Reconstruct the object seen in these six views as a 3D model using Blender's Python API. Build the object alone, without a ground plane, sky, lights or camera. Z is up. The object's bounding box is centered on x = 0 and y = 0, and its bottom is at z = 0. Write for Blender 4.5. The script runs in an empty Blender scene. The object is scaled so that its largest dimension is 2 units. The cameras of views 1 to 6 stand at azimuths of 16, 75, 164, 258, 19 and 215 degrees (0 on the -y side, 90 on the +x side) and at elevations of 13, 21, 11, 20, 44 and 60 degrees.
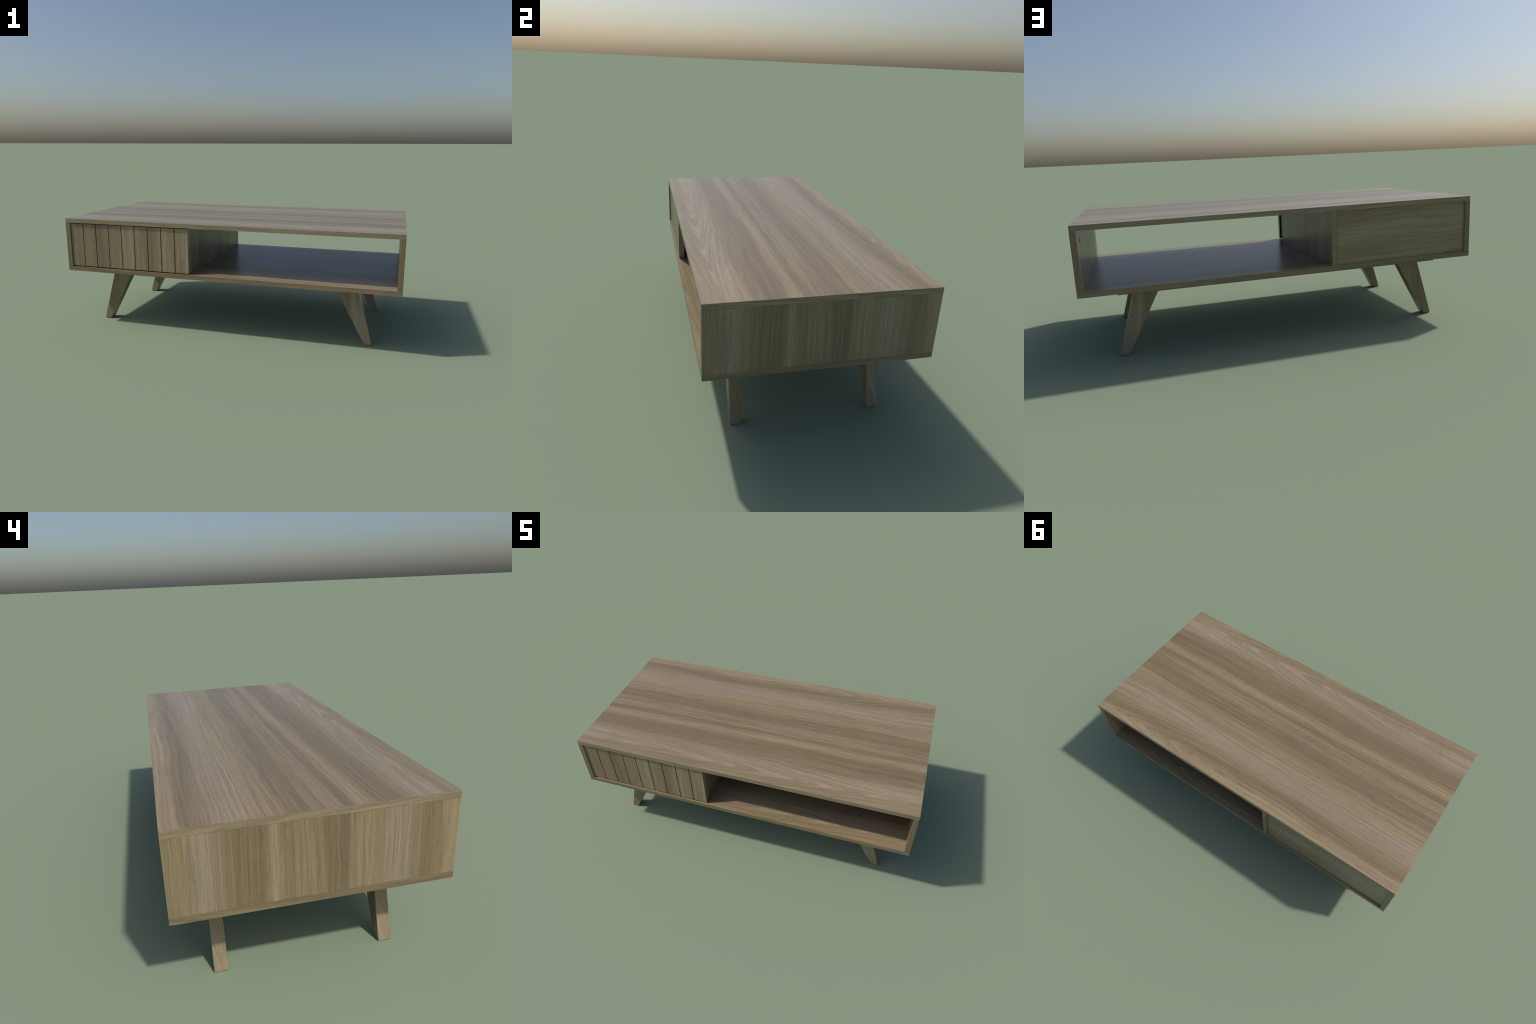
"""Low wooden coffee table: open box carcass, slatted sliding door, splayed legs."""
import bpy, bmesh, math
from mathutils import Vector, Matrix

# ------------------------------------------------------------------ sizes (m)
HALF_L, HALF_W = 1.000, 0.4833         # carcass half length / half depth
TOP, BOTTOM = 0.6668, 0.3425           # carcass top and underside
T_FLAT, T_SIDE = 0.0250, 0.0275        # horizontal and upright board thickness
FLOOR, CEIL = BOTTOM + T_FLAT, TOP - T_FLAT
DIV_X0, DIV_X1 = -0.2335, -0.2070      # upright divider
DIV_FRONT = -0.4300
DOOR_X0, DOOR_X1 = -0.9700, -0.1985
DOOR_Z0, DOOR_Z1 = 0.3735, 0.6365
DOOR_FRONT, DOOR_BACK = -0.4745, -0.4440
SLATS, GROOVE, SLAT_T = 9, 0.0048, 0.0080
BACK_Y = 0.4745
SEAM = 0.0005                            # hairline joint between boards
PLATE_X, PLATE_Y, PLATE_Z = 0.834, 0.400, 0.3170
LEG_Y0, LEG_Y1 = 0.2945, 0.3460

# ------------------------------------------------------------- material maker
def srgb(r, g, b):
    f = lambda c: c / 12.92 if c <= 0.04045 else ((c + 0.055) / 1.055) ** 2.4
    return (f(r / 255), f(g / 255), f(b / 255), 1.0)

PALE  = srgb(148, 133, 109)
TAN   = srgb(151, 133, 104)
HONEY = srgb(142, 126, 97)
MID   = srgb(137, 121, 94)
DARK  = srgb(126, 110, 84)

# veneer bands across the sheet, v from -0.5 to 0.5 (position, colour)
BANDS = [(0.000, TAN), (0.020, HONEY), (0.052, MID), (0.078, HONEY), (0.095, PALE),
         (0.160, PALE), (0.205, MID), (0.248, DARK), (0.322, DARK), (0.345, MID),
         (0.362, TAN), (0.385, HONEY), (0.412, DARK), (0.435, MID), (0.500, MID),
         (0.530, DARK), (0.585, DARK), (0.612, MID), (0.622, HONEY), (0.690, HONEY),
         (0.730, PALE), (0.800, PALE), (0.845, MID), (0.885, DARK), (0.925, MID),
         (0.950, TAN), (1.000, TAN)]


class Nodes:
    """Small helper to write node graphs as expressions."""
    def __init__(self, tree):
        self.t = tree

    def new(self, kind, **kw):
        n = self.t.nodes.new(kind)
        for k, v in kw.items():
            setattr(n, k, v)
        return n

    def put(self, sock, val):
        if isinstance(val, bpy.types.NodeSocket):
            self.t.links.new(val, sock)
        else:
            sock.default_value = val

    def math(self, op, a, b=0.0, c=0.0, clamp=False):
        n = self.new('ShaderNodeMath', operation=op, use_clamp=clamp)
        for s, v in zip(n.inputs, (a, b, c)):
            self.put(s, v)
        return n.outputs[0]

    def vec(self, x, y, z=0.0):
        n = self.new('ShaderNodeCombineXYZ')
        for s, v in zip(n.inputs, (x, y, z)):
            self.put(s, v)
        return n.outputs[0]

    def noise(self, vector, detail=2.0, rough=0.5):
        n = self.new('ShaderNodeTexNoise', noise_dimensions='3D')
        self.put(n.inputs['Vector'], vector)
        n.inputs['Scale'].default_value = 1.0
        n.inputs['Detail'].default_value = detail
        n.inputs['Roughness'].default_value = rough
        return n.outputs[0]

    def ramp(self, fac, lo, hi):
        n = self.new('ShaderNodeMapRange', interpolation_type='SMOOTHSTEP')
        self.put(n.inputs['Value'], fac)
        n.inputs['From Min'].default_value = lo
        n.inputs['From Max'].default_value = hi
        return n.outputs[0]

    def multiply_colour(self, col, fac):
        n = self.new('ShaderNodeVectorMath', operation='SCALE')
        self.put(n.inputs[0], col)
        self.put(n.inputs['Scale'], fac)
        return n.outputs[0]


def veneer_group():
    """Veneer sheet: colour and height as a function of (along grain, across grain)."""
    g = bpy.data.node_groups.new('veneer_sheet', 'ShaderNodeTree')
    g.interface.new_socket('along', in_out='INPUT', socket_type='NodeSocketFloat')
    g.interface.new_socket('across', in_out='INPUT', socket_type='NodeSocketFloat')
    g.interface.new_socket('colour', in_out='OUTPUT', socket_type='NodeSocketColor')
    g.interface.new_socket('height', in_out='OUTPUT', socket_type='NodeSocketFloat')
    N = Nodes(g)
    gi, go = N.new('NodeGroupInput'), N.new('NodeGroupOutput')
    u = gi.outputs['along']
    v0 = N.math('WRAP', gi.outputs['across'], 0.5, -0.5)
    M = lambda op, a, b=0.0, c=0.0: N.math(op, a, b, c)

    # slow drift and small wiggle of the fibres
    slow = N.noise(N.vec(M('MULTIPLY', u, 1.3), M('MULTIPLY', v0, 3.0), 3.1), 1.0)
    wig = N.noise(N.vec(M('MULTIPLY', u, 5.0), M('MULTIPLY', v0, 9.0), 7.7), 2.0)
    v = M('ADD', v0, M('MULTIPLY', M('SUBTRACT', slow, 0.5), 0.050))
    v = M('ADD', v, M('MULTIPLY', M('SUBTRACT', wig, 0.5), 0.018))

    # growth rings: two tapering hearts give the nested arches, straight grain between
    def heart(axis, soft, reach, climb, start, end):
        d = M('SUBTRACT', v, axis)
        r = M('SQRT', M('ADD', M('MULTIPLY', d, d), soft * soft))
        near = N.ramp(M('ABSOLUTE', d), reach, 0.0)
        rise = M('SUBTRACT', N.ramp(u, start, end), 0.5)
        return M('ADD', r, M('MULTIPLY', M('MULTIPLY', rise, climb), near))
    p1 = heart(-0.405, 0.014, 0.20, 0.150, -0.95, 1.00)
    p2 = heart(0.434, 0.007, 0.20, 0.125, 0.10, 1.05)
    side = N.math('GREATER_THAN', v, -0.125)
    phase = M('ADD', M('MULTIPLY', p2, side), M('MULTIPLY', p1, M('SUBTRACT', 1.0, side)))

    rings = N.noise(N.vec(M('MULTIPLY', phase, 120.0), M('MULTIPLY', u, 1.6), 1.3), 1.0, 0.5)
    fine = N.noise(N.vec(M('MULTIPLY', phase, 320.0), M('MULTIPLY', u, 7.0), 5.9), 3.0, 0.65)
    pores = N.noise(N.vec(M('MULTIPLY', v, 420.0), M('MULTIPLY', u, 42.0), 9.2), 1.0, 0.5)
    cloud = N.noise(N.vec(M('MULTIPLY', u, 2.2), M('MULTIPLY', v, 14.0), 12.4), 2.0, 0.5)

    cr = N.new('ShaderNodeValToRGB')
    el = cr.color_ramp.elements
    el[0].position, el[0].color = BANDS[0]
    el[1].position, el[1].color = BANDS[-1]
    for p, c in BANDS[1:-1]:
        e = el.new(p)
        e.color = c
    N.put(cr.inputs[0], M('ADD', v, 0.5))

    line = N.ramp(rings, 0.36, 0.66)
    amt = M('ADD', 0.890, M('MULTIPLY', line, 0.23))
    amt = M('ADD', amt, M('MULTIPLY', M('SUBTRACT', fine, 0.5), 0.85))
    amt = M('ADD', amt, M('MULTIPLY', M('SUBTRACT', pores, 0.5), 0.30))
    amt = M('ADD', amt, M('MULTIPLY', M('SUBTRACT', cloud, 0.5), 0.16))
    # open pores: sparse short dark dashes
    dash = N.ramp(pores, 0.36, 0.26)
    amt = M('SUBTRACT', amt, M('MULTIPLY', dash, 0.12))
    N.put(go.inputs['colour'], N.multiply_colour(cr.outputs[0], amt))
    N.put(go.inputs['height'], M('ADD', M('MULTIPLY', fine, 0.6), M('MULTIPLY', pores, 0.4)))
    return g


VENEER = veneer_group()
_cache = {}

def veneer(along, across, shift=0.0, sign=1.0, slant=0.0, start=0.0, gain=1.0):
    """Wood whose grain runs along one axis and whose sheet spreads along another."""
    key = (along, across, round(shift, 4), sign, slant, start, gain)
    if key in _cache:
        return _cache[key]
    m = bpy.data.materials.new('veneer_grain_%s' % along)
    m.use_nodes = True
    t = m.node_tree
    N = Nodes(t)
    bsdf = t.nodes['Principled BSDF']
    pos = N.new('ShaderNodeNewGeometry').outputs['Position']
    xyz = N.new('ShaderNodeSeparateXYZ')
    N.put(xyz.inputs[0], pos)
    ax = {'x': xyz.outputs[0], 'y': xyz.outputs[1], 'z': xyz.outputs[2]}
    u = N.math('ADD', ax[along], start)
    v = N.math('MULTIPLY_ADD', ax[across], sign, shift)
    v = N.math('MULTIPLY_ADD', u, slant, v)
    gr = N.new('ShaderNodeGroup')
    gr.node_tree = VENEER
    N.put(gr.inputs['along'], u)
    N.put(gr.inputs['across'], v)
    N.put(bsdf.inputs['Base Color'], N.multiply_colour(gr.outputs['colour'], gain))
    bsdf.inputs['Roughness'].default_value = 0.30
    bsdf.inputs['IOR'].default_value = 1.5
    bump = N.new('ShaderNodeBump')
    bump.inputs['Strength'].default_value = 0.06
    bump.inputs['Distance'].default_value = 0.001
    N.put(bump.inputs['Height'], gr.outputs['height'])
    N.put(bsdf.inputs['Normal'], bump.outputs[0])
    _cache[key] = m
    return m


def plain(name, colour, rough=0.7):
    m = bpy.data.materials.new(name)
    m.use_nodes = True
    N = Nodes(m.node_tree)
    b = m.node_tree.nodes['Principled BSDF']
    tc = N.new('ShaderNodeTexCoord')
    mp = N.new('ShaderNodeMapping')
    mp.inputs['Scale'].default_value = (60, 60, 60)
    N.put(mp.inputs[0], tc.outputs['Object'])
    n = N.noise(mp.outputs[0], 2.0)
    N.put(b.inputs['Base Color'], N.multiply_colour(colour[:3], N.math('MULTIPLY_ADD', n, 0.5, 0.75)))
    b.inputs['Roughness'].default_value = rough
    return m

# ---------------------------------------------------------------- mesh makers
def finish(bm, name, mats, parent, bevel):
    """mats: materials for faces that look along x, y, z."""
    bmesh.ops.recalc_face_normals(bm, faces=bm.faces[:])
    if bevel:
        bmesh.ops.bevel(bm, geom=bm.edges[:], offset=bevel, segments=1, affect='EDGES', profile=0.5)
    slots = []
    for mt in mats:
        if mt not in slots:
            slots.append(mt)
    for f in bm.faces:
        n = f.normal
        k = max(range(3), key=lambda i: (abs(n[i]), i))
        f.material_index = slots.index(mats[k])
    me = bpy.data.meshes.new(name)
    bm.to_mesh(me)
    bm.free()
    for mt in slots:
        me.materials.append(mt)
    ob = bpy.data.objects.new(name, me)
    bpy.context.collection.objects.link(ob)
    ob.parent = parent
    return ob


def board(name, x, y, z, mats, parent, bevel=0.0):
    bm = bmesh.new()
    bmesh.ops.create_cube(bm, size=1.0)
    lo, hi = Vector((x[0], y[0], z[0])), Vector((x[1], y[1], z[1]))
    bmesh.ops.scale(bm, vec=hi - lo, verts=bm.verts)
    bmesh.ops.translate(bm, vec=(lo + hi) / 2, verts=bm.verts)
    return finish(bm, name, mats, parent, bevel)

# ------------------------------------------------------------------ the table
table = bpy.data.objects.new('coffee_table', None)
bpy.context.collection.objects.link(table)
table['label'] = 'low rectangular wooden coffee table with slatted sliding door and splayed legs'
table['category'] = 'coffee table'

FLAT   = veneer('x', 'y')                             # wide faces of horizontal boards
EDGE_X = veneer('x', 'z', shift=0.02, start=0.37)     # long edges
EDGE_Y = veneer('y', 'z', shift=0.02, start=0.11)     # end edges
END_R  = veneer('z', 'y', start=-2.0)                  # right side board
END_L  = veneer('z', 'y', sign=-1.0, start=-2.0)       # left side board
UPEDGE = veneer('z', 'x', shift=0.06, start=2.1)      # front and back edges of uprights
DIVF   = veneer('z', 'y', shift=0.31, start=4.0)
BACKF  = veneer('x', 'z', shift=-0.325, slant=0.06, start=1.7)
SLATF  = veneer('z', 'x', shift=0.83, start=5.2)
LEG_XZ = veneer('z', 'x', shift=0.22, slant=0.10, start=6.1)
LEG_YZ = {sx: veneer('z', 'y', shift=0.12, slant=0.30 * sx, start=7.3, gain=1.05) for sx in (-1, 1)}
SHADOW = plain('backing_darkened_for_shade', srgb(92, 76, 54))  # door backing tinted dark brown: groove and rear-gap shade put into the colour
HOLE   = plain('dark_hole_lining', srgb(40, 36, 30))

board('top_board', (-HALF_L, HALF_L), (-HALF_W, HALF_W), (CEIL, TOP), (EDGE_Y, EDGE_X, FLAT), table)
board('bottom_board', (-HALF_L, HALF_L), (-HALF_W, HALF_W), (BOTTOM, FLOOR), (EDGE_Y, EDGE_X, FLAT), table)
board('side_board', (-HALF_L, -HALF_L + T_SIDE), (-HALF_W, HALF_W), (FLOOR + SEAM, CEIL - SEAM), (END_L, UPEDGE, UPEDGE), table)
right = board('side_board', (HALF_L - T_SIDE, HALF_L), (-HALF_W, HALF_W), (FLOOR + SEAM, CEIL - SEAM), (END_R, UPEDGE, UPEDGE), table)
board('divider', (DIV_X0, DIV_X1), (DIV_FRONT, HALF_W), (FLOOR, CEIL), (DIVF, UPEDGE, UPEDGE), table)
board('back_panel', (-HALF_L + T_SIDE, DIV_X0), (BACK_Y - 0.012, BACK_Y), (FLOOR, CEIL), (BACKF, BACKF, BACKF), table, 0)
board('mounting_plate', (-PLATE_X, PLATE_X), (-PLATE_Y, PLATE_Y), (PLATE_Z, BOTTOM), (EDGE_Y, EDGE_X, FLAT), table)

# drilled fitting hole on the inner face of the right side board
bm = bmesh.new()
bmesh.ops.create_cone(bm, cap_ends=True, segments=32, radius1=0.0115, radius2=0.0115, depth=0.03)
bmesh.ops.rotate(bm, matrix=Matrix.Rotation(math.radians(90), 3, 'Y'), verts=bm.verts)
bmesh.ops.translate(bm, vec=(HALF_L - T_SIDE, 0.390, 0.588), verts=bm.verts)
me = bpy.data.meshes.new('cutter')
bm.to_mesh(me)
bm.free()
me.materials.append(HOLE)
cutter = bpy.data.objects.new('cutter', me)
bpy.context.collection.objects.link(cutter)
right.data.materials.append(HOLE)
md = right.modifiers.new('hole', 'BOOLEAN')
md.operation, md.solver, md.object = 'DIFFERENCE', 'EXACT', cutter
md.material_mode = 'TRANSFER'
bpy.context.view_layer.update()
dg = bpy.context.evaluated_depsgraph_get()
cut = bpy.data.meshes.new_from_object(right.evaluated_get(dg))
right.modifiers.clear()
right.data = cut
bpy.data.objects.remove(cutter)

# sliding door: backing board with nine upright slats
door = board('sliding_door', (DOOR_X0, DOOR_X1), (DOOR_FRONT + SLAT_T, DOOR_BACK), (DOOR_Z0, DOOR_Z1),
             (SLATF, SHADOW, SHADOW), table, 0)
width = (DOOR_X1 - DOOR_X0 - (SLATS - 1) * GROOVE) / SLATS
first = None
for i in range(SLATS):
    if first is None:
        first = slat = board('slat', (-width / 2, width / 2), (-SLAT_T / 2, SLAT_T / 2),
                             (DOOR_Z0 + 0.0002, DOOR_Z1 - 0.0002), (SLATF, SLATF, SLATF), door, 0.0004)
    else:
        slat = first.copy()
        bpy.context.collection.objects.link(slat)
    slat.location = (DOOR_X0 + width / 2 + i * (width + GROOVE), DOOR_FRONT + SLAT_T / 2, 0.0)

# splayed tapered legs, profile in the x-z plane
LEG_PROFILE = [(0.7640, PLATE_Z), (0.8545, 0.0), (0.8150, 0.0), (0.8080, 0.0070), (0.6415, PLATE_Z)]
for sx in (-1, 1):
    for sy in (-1, 1):
        bm = bmesh.new()
        rows = []
        for y in (LEG_Y0, LEG_Y1):
            rows.append([bm.verts.new((sx * px, sy * y, pz)) for px, pz in LEG_PROFILE])
        n = len(LEG_PROFILE)
        bm.faces.new(rows[0])
        bm.faces.new(rows[1])
        for k in range(n):
            bm.faces.new((rows[0][k], rows[0][(k + 1) % n], rows[1][(k + 1) % n], rows[1][k]))
        finish(bm, 'leg', (LEG_YZ[sx], LEG_XZ, LEG_YZ[sx]), table, 0.0010)
